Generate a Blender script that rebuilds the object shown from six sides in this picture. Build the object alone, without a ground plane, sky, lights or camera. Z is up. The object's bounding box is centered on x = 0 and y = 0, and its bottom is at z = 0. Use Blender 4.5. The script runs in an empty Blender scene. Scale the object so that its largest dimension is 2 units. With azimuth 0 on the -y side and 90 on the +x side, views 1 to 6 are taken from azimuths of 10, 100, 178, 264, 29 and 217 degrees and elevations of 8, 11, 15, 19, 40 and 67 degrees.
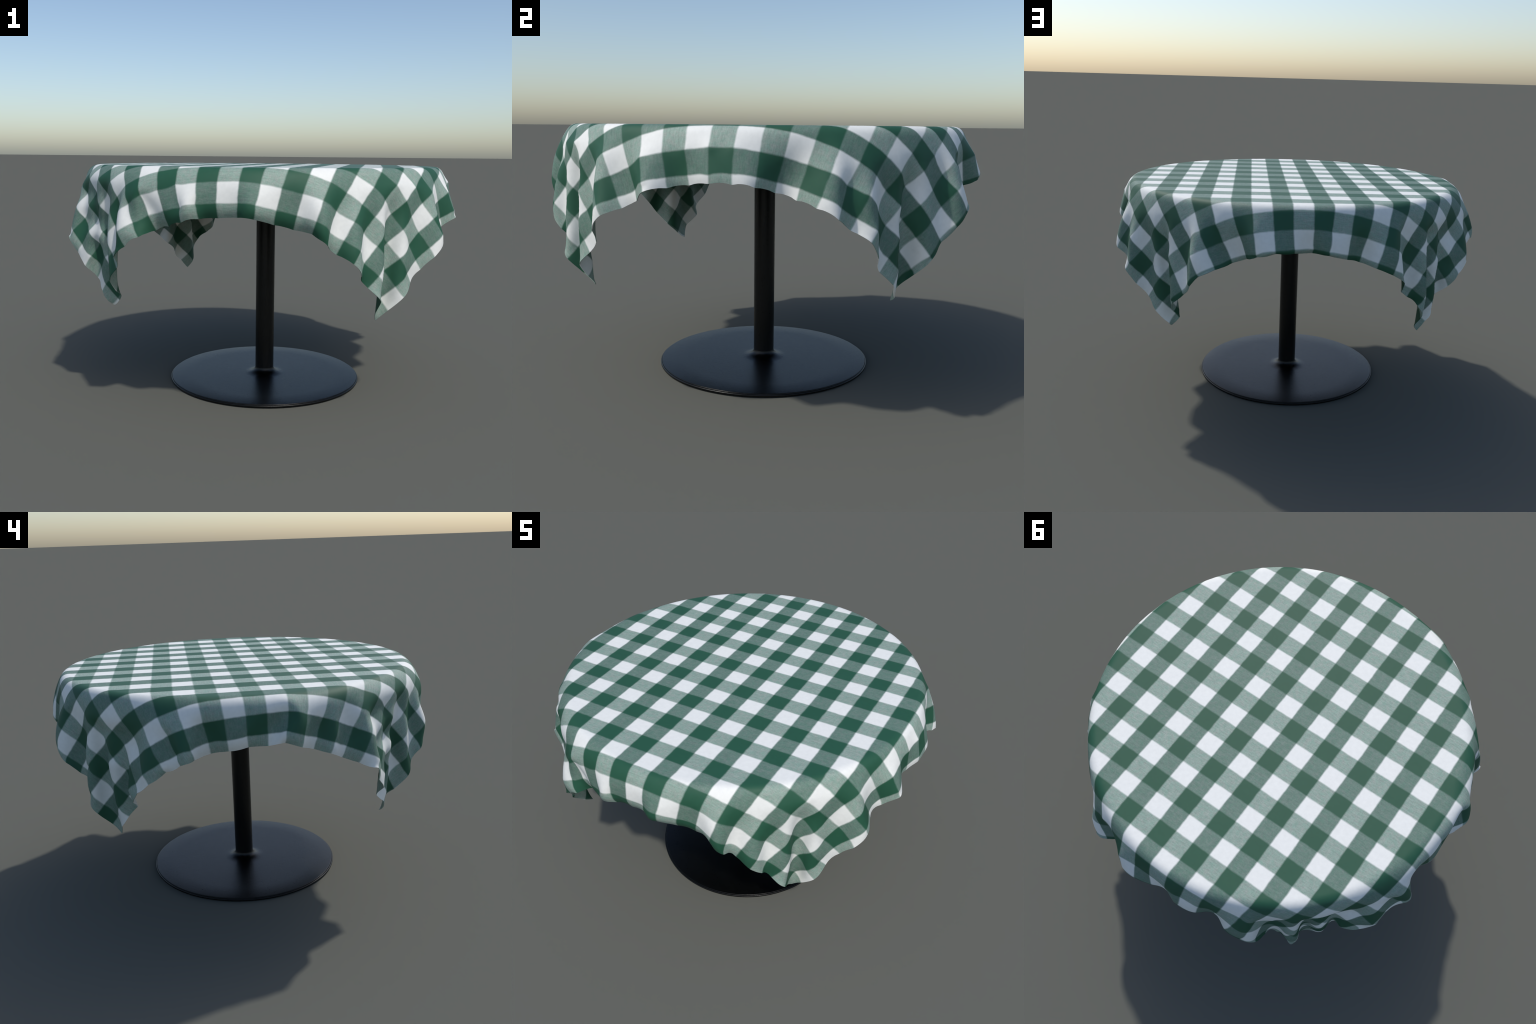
"""Round pedestal table under a square gingham tablecloth.

The cloth is draped by a small position-based cloth solver: a flat square sheet is laid on
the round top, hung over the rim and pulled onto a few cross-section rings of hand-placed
control points (hem, and rings further in) that say how the folds swing, stand off and hang.
The gingham is woven in the material from the cloth's own flat (undeformed) coordinates.
"""
import bpy, math
import numpy as np

# ------------------------------------------------------------------ sizes (metres)
CELL = 0.0947                      # side of one gingham square
TOP_Z = 1.1778                     # upper face of the cloth on the table
AXIS = np.array([-0.004, 0.0055])  # centre of the round top
FOOT = (-0.0045, 0.003)            # centre of column and foot
TOP_R, TOP_EDGE = 0.925, 0.045     # table top radius (with cloth) and its rounded edge
SUB, EDGE = 4, 3                   # cloth rows per square, rows in the cut-off hem squares
SHRINK = 0.955                     # the hanging cloth is a little tighter than the pattern

# ------------------------------------------------------------------ cloth lattice
S_IN = np.arange(-11.5, 11.5 + 1e-9, 1 / SUB)
T_IN = np.arange(-10.5, 12.5 + 1e-9, 1 / SUB)
NS, NT = len(S_IN) + 2 * EDGE, len(T_IN) + 2 * EDGE
NV = NS * NT


def lattice():
    """Pattern coordinates (in squares) of every cloth vertex; the hem cuts through squares."""
    s = np.concatenate([np.full(EDGE, -11.5), S_IN, np.full(EDGE, 11.5)])
    t = np.concatenate([np.full(EDGE, -10.5), T_IN, np.full(EDGE, 12.5)])
    ramp = lambda n: np.concatenate([-np.arange(EDGE, 0, -1) / EDGE, np.zeros(n), np.arange(1, EDGE + 1) / EDGE])
    fs, ft = ramp(len(S_IN)), ramp(len(T_IN))
    bow = np.clip(abs(t - .7) / 11, 0, 1.2) ** 2
    right, left = np.clip(s / 11.5, 0, 1), np.clip(-s / 11.5, 0, 1)
    S = s[:, None] + np.where(fs[:, None] > 0, fs[:, None] * (.35 + .38 * bow), fs[:, None] * (.58 + .10 * bow))
    T = t[None] + np.where(ft[None] > 0, ft[None] * (.25 + .06 * right ** 2 + .45 * left ** 2.5)[:, None],
                           ft[None] * (.67 + .13 * right ** 2 + .45 * left ** 2.5)[:, None])
    return S, T


def on_top(S, T):
    """The cloth lying flat on the table: it is turned by half a degree."""
    x, y = S * CELL, T * CELL
    return np.stack([-.0057 + x - .0088 * y, -.0688 + y + .0088 * x, np.full_like(x, TOP_Z)], -1)


# ------------------------------------------------------------------ fold rings
# One entry per control point, walking round a square ring of the cloth that lies `row` rows in
# from the hem: (swing about the axis in 0.1 degree, distance from the axis in mm, height in mm).
FOLD_RINGS = {
    0: [
        (-17, 889, 506), (-1, 884, 539), (4, 923, 593), (1, 978, 658), (6, 981, 718), (-4, 1024, 779), (3, 1021, 831), (6, 1013, 876),
        (-7, 945, 903), (-4, 960, 924), (-5, 986, 947), (-9, 965, 963), (-8, 951, 968), (-6, 961, 973), (-12, 979, 968), (-10, 950, 944),
        (-5, 944, 923), (-6, 978, 909), (-11, 1005, 863), (-20, 973, 821), (-18, 1010, 783), (-17, 980, 724), (-19, 956, 670), (-11, 974, 610),
        (-20, 912, 545), (-16, 873, 496), (-16, 917, 546), (-14, 969, 610), (-2, 952, 667), (8, 961, 720), (1, 1007, 778), (3, 1017, 838),
        (1, 962, 866), (3, 959, 898), (-1, 1012, 939), (-3, 964, 952), (-3, 946, 963), (-3, 972, 973), (-1, 978, 972), (-2, 970, 962),
        (-5, 929, 940), (-5, 943, 915), (-10, 996, 892), (-8, 1024, 854), (-11, 990, 810), (-7, 1026, 769), (-6, 991, 700), (-12, 944, 638),
        (3, 947, 580), (12, 902, 515), (2, 883, 499), (14, 875, 549), (3, 934, 606), (1, 985, 669), (13, 979, 725), (14, 1015, 782),
        (12, 1032, 846), (13, 999, 879), (5, 932, 898), (8, 946, 928), (-4, 1007, 957), (-1, 989, 972), (1, 964, 970), (1, 946, 969),
        (-4, 975, 963), (1, 972, 942), (0, 942, 919), (-5, 994, 897), (-1, 1015, 864), (4, 1011, 818), (-7, 957, 762), (-5, 936, 714),
        (-4, 964, 667), (-8, 964, 596), (-13, 908, 532), (-1, 895, 491), (4, 919, 541), (11, 917, 603), (17, 912, 659), (4, 972, 707),
        (3, 1010, 767), (11, 1032, 822), (14, 998, 871), (17, 1024, 911), (5, 991, 926), (-4, 932, 937), (-2, 954, 953), (2, 952, 967),
        (4, 962, 970), (-5, 991, 985), (-9, 1000, 960), (-14, 959, 933), (-18, 992, 912), (-17, 971, 877), (-14, 1000, 846), (-13, 1056, 822),
        (-19, 1017, 748), (-12, 992, 688), (-27, 935, 629), (-12, 934, 575),
    ],
    3: [
        (-9, 929, 611), (2, 908, 672), (4, 943, 728), (0, 968, 784), (5, 974, 839), (-5, 1019, 896), (-3, 993, 936), (-9, 959, 970),
        (-6, 963, 993), (0, 972, 1011), (-11, 961, 1027), (-8, 953, 1032), (-5, 953, 1035), (-11, 972, 1028), (-9, 950, 1006), (-4, 945, 985),
        (-8, 988, 964), (-14, 979, 919), (-15, 971, 882), (-12, 996, 837), (-18, 953, 779), (-9, 969, 718), (-15, 933, 662), (-13, 888, 599),
        (-16, 944, 657), (-8, 957, 713), (2, 952, 763), (5, 986, 819), (3, 1018, 876), (-2, 963, 906), (3, 952, 938), (-2, 1003, 971),
        (-3, 962, 989), (-4, 947, 999), (-3, 971, 1004), (-2, 972, 1008), (-1, 965, 998), (-5, 925, 978), (-3, 941, 957), (-7, 995, 931),
        (-9, 1009, 893), (-8, 990, 854), (-2, 1017, 808), (-10, 962, 744), (-3, 941, 686), (9, 931, 632), (9, 883, 569), (11, 918, 626),
        (1, 982, 683), (11, 977, 741), (11, 1009, 797), (11, 1024, 853), (11, 989, 890), (5, 930, 918), (7, 944, 949), (-2, 1002, 968),
        (0, 994, 989), (1, 967, 991), (2, 951, 991), (-5, 975, 983), (0, 969, 966), (1, 939, 947), (-5, 989, 924), (0, 1011, 889),
        (-2, 992, 848), (-10, 941, 796), (-1, 943, 755), (1, 980, 705), (-11, 936, 637), (-3, 903, 579), (4, 940, 645), (8, 919, 707),
        (0, 959, 754), (7, 986, 803), (7, 1023, 862), (11, 1001, 913), (15, 1002, 954), (6, 996, 973), (-3, 936, 990), (-1, 958, 1004),
        (0, 955, 1019), (4, 950, 1022), (-4, 988, 1038), (-8, 992, 1012), (-11, 953, 985), (-15, 982, 960), (-14, 965, 927), (-15, 1011, 895),
        (-11, 1032, 852), (-16, 996, 789), (-7, 968, 739), (-20, 928, 683),
    ],
    7: [
        (-3, 932, 743), (3, 909, 799), (-5, 959, 855), (-2, 958, 911), (-6, 980, 967), (-6, 977, 1014), (-10, 972, 1055), (-8, 960, 1079),
        (-7, 954, 1105), (-8, 946, 1096), (-6, 950, 1073), (-9, 979, 1048), (-13, 952, 1002), (-12, 974, 958), (-13, 951, 908), (-9, 959, 848),
        (-7, 943, 792), (-10, 901, 727), (-13, 955, 786), (-5, 948, 838), (4, 949, 892), (-1, 990, 951), (-3, 964, 986), (0, 946, 1021),
        (-2, 974, 1061), (-4, 954, 1078), (-4, 948, 1090), (-3, 955, 1100), (-3, 951, 1099), (-3, 943, 1086), (-2, 929, 1068), (-2, 940, 1042),
        (-5, 983, 1016), (-10, 971, 971), (-4, 996, 933), (-7, 962, 874), (-5, 931, 812), (6, 938, 756), (9, 892, 698), (3, 939, 754),
        (4, 969, 813), (13, 964, 866), (5, 1006, 929), (8, 984, 969), (2, 942, 998), (4, 943, 1034), (-1, 982, 1059), (-1, 958, 1069),
        (-2, 948, 1077), (1, 952, 1080), (-4, 952, 1069), (-1, 956, 1055), (-2, 951, 1033), (-3, 981, 1003), (-2, 991, 971), (-9, 946, 921),
        (-3, 935, 871), (-2, 968, 825), (-6, 940, 766), (-5, 911, 705), (2, 945, 765), (4, 921, 833), (5, 959, 876), (8, 973, 933),
        (7, 990, 983), (9, 976, 1028), (6, 983, 1061), (-2, 945, 1079), (1, 949, 1096), (2, 946, 1105), (1, 951, 1112), (2, 952, 1114),
        (-6, 970, 1097), (-9, 954, 1068), (-11, 959, 1039), (-9, 960, 1005), (-11, 1007, 972), (-16, 975, 917), (-13, 971, 859), (-11, 936, 806),
    ],
    11: [
        (-3, 941, 865), (-2, 915, 926), (-5, 952, 984), (-3, 953, 1040), (-4, 961, 1090), (-9, 945, 1076), (-9, 949, 1028), (-7, 950, 973),
        (-6, 944, 915), (-8, 912, 852), (-10, 957, 910), (-2, 944, 965), (1, 951, 1021), (-2, 966, 1068), (-4, 955, 1094), (-4, 962, 1050),
        (-4, 961, 1001), (-4, 933, 944), (2, 947, 883), (0, 907, 824), (-1, 954, 882), (5, 957, 937), (9, 954, 994), (5, 971, 1043),
        (2, 953, 1079), (-1, 952, 1083), (-6, 951, 1044), (-4, 933, 994), (-3, 952, 946), (-4, 945, 890), (-2, 924, 829), (0, 942, 888),
        (3, 925, 951), (7, 940, 1000), (5, 959, 1054), (3, 961, 1101), (-7, 948, 1119), (-11, 971, 1080), (-13, 956, 1036), (-10, 966, 982),
        (-11, 937, 924),
    ],
    15: [
        (-6, 950, 988), (-5, 936, 1050), (-5, 953, 1106), (-5, 947, 1099), (-6, 946, 1041), (-6, 923, 981), (-3, 954, 1037), (-2, 949, 1093),
        (-2, 946, 1068), (0, 948, 1010), (1, 914, 952), (1, 954, 1010), (5, 948, 1065), (-2, 942, 1067), (0, 947, 1016), (-3, 927, 956),
        (1, 937, 1014), (3, 944, 1069), (-8, 954, 1108), (-8, 940, 1049),
    ],
    19: [
        (-5, 954, 1112), (-4, 950, 1104), (1, 941, 1078), (-1, 944, 1074),
    ],
}

S, T = lattice()
FLAT = on_top(S, T)
RHO = np.hypot(FLAT[..., 0] - AXIS[0], FLAT[..., 1] - AXIS[1])


def ring_vertices(row):
    """Vertices of one ring, one per gingham line, leaving out those still near the table top."""
    a0, a1, b0, b1 = row, NS - 1 - row, row, NT - 1 - row
    lines = lambda lo, hi: [q for q in range(EDGE, 200, SUB) if lo < q < hi]
    walk = [(a0, b0)] + [(a, b0) for a in lines(a0, a1)] + [(a1, b0)] + [(a1, b) for b in lines(b0, b1)]
    walk += [(a1, b1)] + [(a, b1) for a in lines(a0, a1)[::-1]] + [(a0, b1)] + [(a0, b) for b in lines(b0, b1)[::-1]]
    return [v for v in walk if RHO[v] > .985]


def guides():
    index, place = [], []
    for row, points in FOLD_RINGS.items():
        for (a, b), (swing, r, z) in zip(ring_vertices(row), points):
            flat = FLAT[a, b, :2] - AXIS
            ang = math.atan2(flat[1], flat[0]) + math.radians(swing / 10)
            index.append(a * NT + b)
            place.append((AXIS[0] + r / 1000 * math.cos(ang), AXIS[1] + r / 1000 * math.sin(ang), z / 1000))
    return np.array(index), np.array(place)


def drape():
    pinned2 = RHO < .865
    pinned, free = pinned2.ravel(), (~pinned2.ravel()).astype(float)
    flat = FLAT.reshape(-1, 3)
    G, P = guides()
    # hang the sheet straight over the rim
    X = FLAT.copy()
    out = (FLAT[..., :2] - AXIS) / np.maximum(RHO, 1e-9)[..., None]
    X[..., :2] = AXIS + out * np.minimum(RHO, .93)[..., None]
    X[..., 2] = TOP_Z - np.maximum(RHO - .93, 0) * .93
    X = X.reshape(-1, 3)
    # swing it towards the fold rings, coarse to fine
    for width in (8, 4, 2):
        kern = np.exp(-.5 * (np.arange(-3 * width, 3 * width + 1) / width) ** 2)
        for _ in range(40):
            g = np.zeros((NV, 4))
            g[G, :3], g[G, 3] = P - X[G], 1
            g = g.reshape(NS, NT, 4)
            g[pinned2, 3] += .3
            for ax in (0, 1):
                n = g.shape[ax]
                pad = np.zeros_like(g)
                for k, w in zip(range(-3 * width, 3 * width + 1), kern):
                    src = [slice(None)] * 3
                    dst = [slice(None)] * 3
                    src[ax], dst[ax] = slice(max(0, -k), n - max(0, k)), slice(max(0, k), n - max(0, -k))
                    pad[tuple(dst)] += w * g[tuple(src)]
                g = pad
            X += (g[..., :3] / (g[..., 3:] + .02)).reshape(-1, 3) * .7 * free[:, None]
    # cloth constraints: threads hardly stretch, shear and bend softly
    ids, links = np.arange(NV).reshape(NS, NT), []
    inset = np.minimum(np.minimum(ids // NT, NS - 1 - ids // NT), np.minimum(ids % NT, NT - 1 - ids % NT)).ravel()
    for da, db, pull, push in ((1, 0, .9, .6), (0, 1, .9, .6), (1, 1, .25, .18), (1, -1, .25, .18),
                               (2, 0, .3, .03), (0, 2, .3, .03)):
        A, B = (ids[:NS - da, :NT - db], ids[da:, db:]) if db >= 0 else (ids[:NS - da, -db:], ids[da:, :NT + db])
        A, B = A.ravel(), B.ravel()
        links.append((A, B, np.linalg.norm(flat[A] - flat[B], axis=1) * SHRINK, pull,
                      np.where(np.minimum(inset[A], inset[B]) <= EDGE, .35 * push, push)))   # limp hem
    keep = ~pinned2
    for turn in range(800):
        X[:, 2] -= 1e-5 * free
        for A, B, rest, pull, push in links:
            d = X[B] - X[A]
            l = np.linalg.norm(d, axis=1)
            wa, wb = free[A], free[B]
            c = ((l - rest) * np.where(l > rest, pull, push) / np.maximum(l, 1e-9) / np.maximum(wa + wb, 1e-9))[:, None] * d
            for k in range(3):
                X[:, k] += .5 * (np.bincount(A, c[:, k] * wa, NV) - np.bincount(B, c[:, k] * wb, NV))
        grid = X.reshape(NS, NT, 3)
        for ax in (0, 1):                                    # bending stiffness
            g = np.moveaxis(grid, ax, 0)
            lap = np.zeros_like(g)
            lap[1:-1] = .5 * (g[:-2] + g[2:]) - g[1:-1]
            f = np.zeros_like(g)
            f[1:-1] += lap[1:-1]
            f[:-2] -= .5 * lap[1:-1]
            f[2:] -= .5 * lap[1:-1]
            g += f * (.105 if turn < 400 else .0315) * np.moveaxis(keep, ax, 0)[..., None]
        rest_on_table(X)
        X[:, 2] = np.minimum(X[:, 2], TOP_Z)
        X[pinned] = flat[pinned]
        X[G] += (P - X[G]) * .9
    return X.reshape(NS, NT, 3)


def rest_on_table(X):
    """Keep the cloth outside the disc with its rounded edge."""
    d = X[:, :2] - AXIS
    r = np.hypot(d[:, 0], d[:, 1])
    q0, q1 = r - (TOP_R - TOP_EDGE), X[:, 2] - (TOP_Z - TOP_EDGE)
    near = (X[:, 2] > TOP_Z - .09) & (r < TOP_R)
    l = np.hypot(q0, q1)
    c = near & (q0 > 0) & (q1 > 0) & (l < TOP_EDGE)
    s = np.where(c, TOP_EDGE / np.maximum(l, 1e-9), 1)
    X[c, :2] = AXIS + d[c] * ((TOP_R - TOP_EDGE + q0[c] * s[c]) / np.maximum(r[c], 1e-9))[:, None]
    X[c, 2] = (TOP_Z - TOP_EDGE + q1 * s)[c]
    c = near & (q1 <= 0)
    X[c, :2] = AXIS + d[c] * (TOP_R / np.maximum(r[c], 1e-9))[:, None]
    c = near & (q0 <= 0) & (X[:, 2] < TOP_Z)
    X[c, 2] = TOP_Z


def curl_hem(X):
    """The last strip of the four straight hems rolls in towards the table."""
    span = lambda v: np.clip(1 - (np.abs(v) / 9.5) ** 4, 0, 1)
    for k, w in ((0, 1.0), (1, .42), (2, .10)):
        X[:, k, 1] += .022 * w * span(S[:, k])
        X[:, -1 - k, 1] -= .010 * w * span(S[:, k])
        X[k, :, 0] += .013 * w * span(T[k] - .8)
        X[-1 - k, :, 0] -= .003 * w * span(T[k] - .8)
    return X


def refine(G):
    """One round of cubic in-betweening along both thread directions."""
    for ax in (0, 1):
        g = np.moveaxis(G, ax, 0)
        e = np.concatenate([2 * g[:1] - g[1:2], g, 2 * g[-1:] - g[-2:-1]])
        mid = (9 * (e[1:-2] + e[2:-1]) - e[:-3] - e[3:]) / 16
        o = np.empty((2 * len(g) - 1, *g.shape[1:]))
        o[::2], o[1::2] = g, mid
        G = np.moveaxis(o, 0, ax)
    return G


# ------------------------------------------------------------------ node helpers
class Nodes:
    def __init__(self, name):
        self.mat = bpy.data.materials.new(name)
        self.mat.use_nodes = True
        self.tree = self.mat.node_tree
        self.bsdf = self.tree.nodes["Principled BSDF"]

    def add(self, kind, **props):
        n = self.tree.nodes.new(kind)
        for k, v in props.items():
            setattr(n, k, v)
        return n

    def put(self, value, socket):
        if isinstance(value, bpy.types.NodeSocket):
            self.tree.links.new(value, socket)
        else:
            socket.default_value = value

    def math(self, op, a, b=0.0, c=0.0, clamp=False):
        n = self.add("ShaderNodeMath", operation=op, use_clamp=clamp)
        for v, s in zip((a, b, c), n.inputs):
            self.put(v, s)
        return n.outputs[0]

    def ramp(self, v, lo, hi, to_lo=0.0, to_hi=1.0, smooth=False):
        n = self.add("ShaderNodeMapRange", interpolation_type="SMOOTHSTEP" if smooth else "LINEAR")
        for v, s in zip((v, lo, hi, to_lo, to_hi), n.inputs):
            self.put(v, s)
        return n.outputs[0]

    def mix(self, fac, a, b, blend="MIX"):
        n = self.add("ShaderNodeMix", data_type="RGBA", blend_type=blend)
        self.put(fac, n.inputs[0])
        for v, s in ((a, n.inputs[6]), (b, n.inputs[7])):
            self.put((*v, 1) if isinstance(v, tuple) else v, s)
        return n.outputs[2]

    def noise(self, vec, scale, detail=2.0, rough=.5):
        n = self.add("ShaderNodeTexNoise")
        self.put(vec, n.inputs["Vector"])
        self.put(scale, n.inputs["Scale"])
        self.put(detail, n.inputs["Detail"])
        self.put(rough, n.inputs["Roughness"])
        return n.outputs["Fac"]

    def stretch(self, vec, scale):
        n = self.add("ShaderNodeMapping")
        self.put(vec, n.inputs["Vector"])
        n.inputs["Scale"].default_value = scale
        return n.outputs[0]

    def bump(self, height, strength, distance):
        n = self.add("ShaderNodeBump")
        self.put(height, n.inputs["Height"])
        n.inputs["Strength"].default_value, n.inputs["Distance"].default_value = strength, distance
        self.put(n.outputs[0], self.bsdf.inputs["Normal"])


def gingham():
    m = Nodes("gingham_cotton")
    gen = m.add("ShaderNodeTexCoord").outputs["Generated"]
    # undeformed cloth position in squares: white squares sit at even numbers
    cells = m.add("ShaderNodeVectorMath", operation="MULTIPLY_ADD")
    m.put(gen, cells.inputs[0])
    cells.inputs[1].default_value = (40, 40, 0)
    cells.inputs[2].default_value = (-20, -20, 0)
    p = cells.outputs[0]
    wob = m.noise(p, 1.7, 2)
    sep = m.add("ShaderNodeSeparateXYZ")
    m.put(p, sep.inputs[0])
    threads, streaks = [], []
    for axis, stretch in ((0, (13, 2.6, 1)), (1, (2.6, 13, 1))):
        slub = m.noise(m.stretch(p, stretch), 1.0, 4, .65)
        streaks.append(slub)
        w = m.math("MULTIPLY_ADD", m.math("SUBTRACT", wob, .5), .06, sep.outputs[axis])
        w = m.math("MULTIPLY_ADD", m.math("SUBTRACT", slub, .5), .04, w)
        wave = m.math("COSINE", m.math("MULTIPLY", w, math.pi))
        threads.append(m.ramp(wave, .17, -.17, smooth=True))
    warp, weft = threads
    warp_streak, weft_streak = streaks          # warp threads run along y, weft threads along x
    white, green = (.83, .83, .785), (.016, .087, .047)
    dark_green, dark_grey = (.112, .208, .156), (.150, .212, .176)
    light_green, light_grey = (.240, .358, .292), (.300, .352, .306)
    mottle = m.noise(p, 4.5, 4, .65)
    specks = m.noise(p, 15.0, 2, .6)
    tint = m.ramp(mottle, .35, .65)
    def tone(main, cross):
        t = m.math("ADD", m.math("MULTIPLY", main, .62), m.math("MULTIPLY", cross, .22))
        t = m.math("ADD", t, m.math("MULTIPLY", specks, .34))
        return m.ramp(t, .44, .74, .83, 1.15)
    def woven(c1, c2, t):
        n = m.add("ShaderNodeVectorMath", operation="SCALE")
        m.put(m.mix(tint, c1, c2), n.inputs[0])
        m.put(t, n.inputs["Scale"])
        return n.outputs[0]
    plain = m.mix(warp, white, woven(dark_green, dark_grey, tone(weft_streak, warp_streak)))
    crossed = m.mix(warp, woven(light_green, light_grey, tone(weft_streak, warp_streak)), green)
    col = m.mix(weft, plain, crossed)
    fibre = m.math("ADD", m.math("MULTIPLY", warp_streak, .5), m.math("MULTIPLY", weft_streak, .5))
    faint = m.ramp(mottle, .3, .7, .965, 1.03)
    n = m.add("ShaderNodeVectorMath", operation="SCALE")
    m.put(col, n.inputs[0])
    m.put(faint, n.inputs["Scale"])
    m.put(n.outputs[0], m.bsdf.inputs["Base Color"])
    m.bsdf.inputs["Roughness"].default_value = .62
    m.bsdf.inputs["Specular IOR Level"].default_value = .4
    m.bump(fibre, .10, .002)
    return m.mat


def black_metal():
    m = Nodes("black_powder_coat")
    obj = m.add("ShaderNodeTexCoord").outputs["Object"]
    grain = m.noise(obj, 150, 3, .7)
    fine = m.noise(obj, 240, 2, .6)
    m.put(m.mix(m.ramp(grain, .35, .65), (.0004, .0005, .0005), (.0022, .0024, .0023)), m.bsdf.inputs["Base Color"])
    m.put(m.ramp(grain, .3, .7, .27, .36), m.bsdf.inputs["Roughness"])
    m.bsdf.inputs["Specular IOR Level"].default_value = .33
    m.bump(m.math("ADD", m.math("MULTIPLY", grain, .6), m.math("MULTIPLY", fine, .4)), .6, .0015)
    return m.mat


def dark_wood():
    m = Nodes("dark_board")
    obj = m.add("ShaderNodeTexCoord").outputs["Object"]
    v = m.noise(m.stretch(obj, (2, 30, 2)), 3, 4)
    m.put(m.mix(v, (.035, .022, .014), (.075, .048, .03)), m.bsdf.inputs["Base Color"])
    m.bsdf.inputs["Roughness"].default_value = .6
    return m.mat


# ------------------------------------------------------------------ meshes
def link(name, mesh, parent, mat):
    o = bpy.data.objects.new(name, mesh)
    bpy.context.scene.collection.objects.link(o)
    if mat:
        mesh.materials.append(mat)
    if parent:
        o.parent = parent
    return o


def turned(name, profile, parent, mat, place, n=128, sharp=35):
    """A lathe part from an (r, z) profile that starts and ends on the axis."""
    v, f, k = [], [], len(profile) - 2
    v.append((0, 0, profile[0][1]))
    for a in range(n):
        c, s = math.cos(a * math.tau / n), math.sin(a * math.tau / n)
        v += [(r * c, r * s, z) for r, z in profile[1:-1]]
    v.append((0, 0, profile[-1][1]))
    last = len(v) - 1
    for a in range(n):
        i, j = 1 + a * k, 1 + (a + 1) % n * k
        f.append((0, j, i))
        f += [(i + q, j + q, j + q + 1, i + q + 1) for q in range(k - 1)]
        f.append((i + k - 1, j + k - 1, last))
    me = bpy.data.meshes.new(name)
    me.from_pydata(v, [], f)
    me.shade_smooth()
    me.set_sharp_from_angle(angle=math.radians(sharp))
    o = link(name, me, parent, mat)
    o.location = place
    return o


def tablecloth():
    drop = refine(curl_hem(drape()))
    flat_s, flat_t = refine(S[..., None])[..., 0], refine(T[..., None])[..., 0]
    na, nb = flat_s.shape
    N = na * nb
    da, db = np.gradient(drop, axis=0), np.gradient(drop, axis=1)
    nrm = np.cross(da, db)
    nrm /= np.linalg.norm(nrm, axis=-1, keepdims=True) + 1e-12
    thick = .0028
    flat = np.stack([flat_s / 20, flat_t / 20, np.zeros_like(flat_s)], -1).reshape(-1, 3)
    base = np.concatenate([flat, flat - (0, 0, thick)])
    hung = np.concatenate([drop.reshape(-1, 3), (drop - nrm * thick).reshape(-1, 3)])
    I = np.arange(N).reshape(na, nb)
    up = np.stack([I[:-1, :-1], I[1:, :-1], I[1:, 1:], I[:-1, 1:]], -1).reshape(-1, 4)
    faces = [tuple(q) for q in up.tolist()] + [tuple(q[::-1]) for q in (up + N).tolist()]
    rim = I[:, 0].tolist() + I[-1, 1:].tolist() + I[-2::-1, -1].tolist() + I[0, -2:0:-1].tolist()
    faces += [(b, a, a + N, b + N) for a, b in zip(rim, rim[1:] + rim[:1])]
    me = bpy.data.meshes.new("tablecloth")
    me.from_pydata(base.tolist(), [], faces)
    me.shade_smooth()
    edge = set(rim) | {r + N for r in rim}
    sharp = np.array([a in edge and b in edge and abs(a - b) != N for a, b in me.edge_keys])
    me.attributes.new("sharp_edge", "BOOLEAN", "EDGE").data.foreach_set("value", sharp)
    me.use_auto_texspace = False
    me.texspace_location, me.texspace_size = (0, 0, 0), (1, 1, 1)
    o = link("tablecloth", me, None, gingham())
    o.shape_key_add(name="flat", from_mix=False)
    key = o.shape_key_add(name="draped", from_mix=False)
    key.data.foreach_set("co", hung.astype(np.float32).ravel())
    key.value = 1.0
    o["label"] = "square green and white gingham tablecloth draped in corner folds"
    o["category"] = "tablecloth"
    return o


def pedestal_table():
    root = bpy.data.objects.new("pedestal_table", None)
    root.empty_display_size = .2
    bpy.context.scene.collection.objects.link(root)
    root["label"] = "round table on a black column and disc foot"
    root["category"] = "pedestal table"
    metal = black_metal()
    arc = lambda cr, cz, r, a0, a1, n=6: [(cr + r * math.cos(math.radians(a0 + (a1 - a0) * k / n)), cz + r * math.sin(math.radians(a0 + (a1 - a0) * k / n))) for k in range(n + 1)]
    R = .5232
    flare = [(.120 - .069 * math.sin(u), .0168 + .034 * (1 - math.cos(u)) ** 1.15) for u in np.linspace(0, math.pi / 2, 12)]
    foot = [(0, 0), (R - .004, 0), (R - .0006, .002)] + arc(R - .0045, .0075, .0045, -10, 95, 8)
    foot += [(R - .0060, .0112)] + arc(R - .0095, .0130, .0030, -10, 90, 5) + [(.40, .0162), (.16, .0166)]   # rolled rim, groove, flat plate
    turned("foot", foot + flare + [(.049, .060), (0, .060)], root, metal, (*FOOT, 0), 192)
    turned("column", [(0, .05), (.051, .05), (.051, 1.118), (0, 1.118)], root, metal, (*FOOT, 0), 96)
    turned("mounting_plate", [(0, 1.110), (.175, 1.110), (.18, 1.113), (.18, 1.1185), (0, 1.1185)], root, metal, (*FOOT, 0), 96)
    r, z = TOP_R - .006, TOP_Z - .006
    e = TOP_EDGE * .8
    top = [(0, z - .056), (r - .012, z - .056)] + arc(r - .012, z - .044, .012, -90, 0, 4) + arc(r - e, z - e, e, 0, 90, 10) + [(0, z)]
    turned("tabletop", top, root, dark_wood(), (*AXIS, 0), 192)


pedestal_table()
tablecloth()
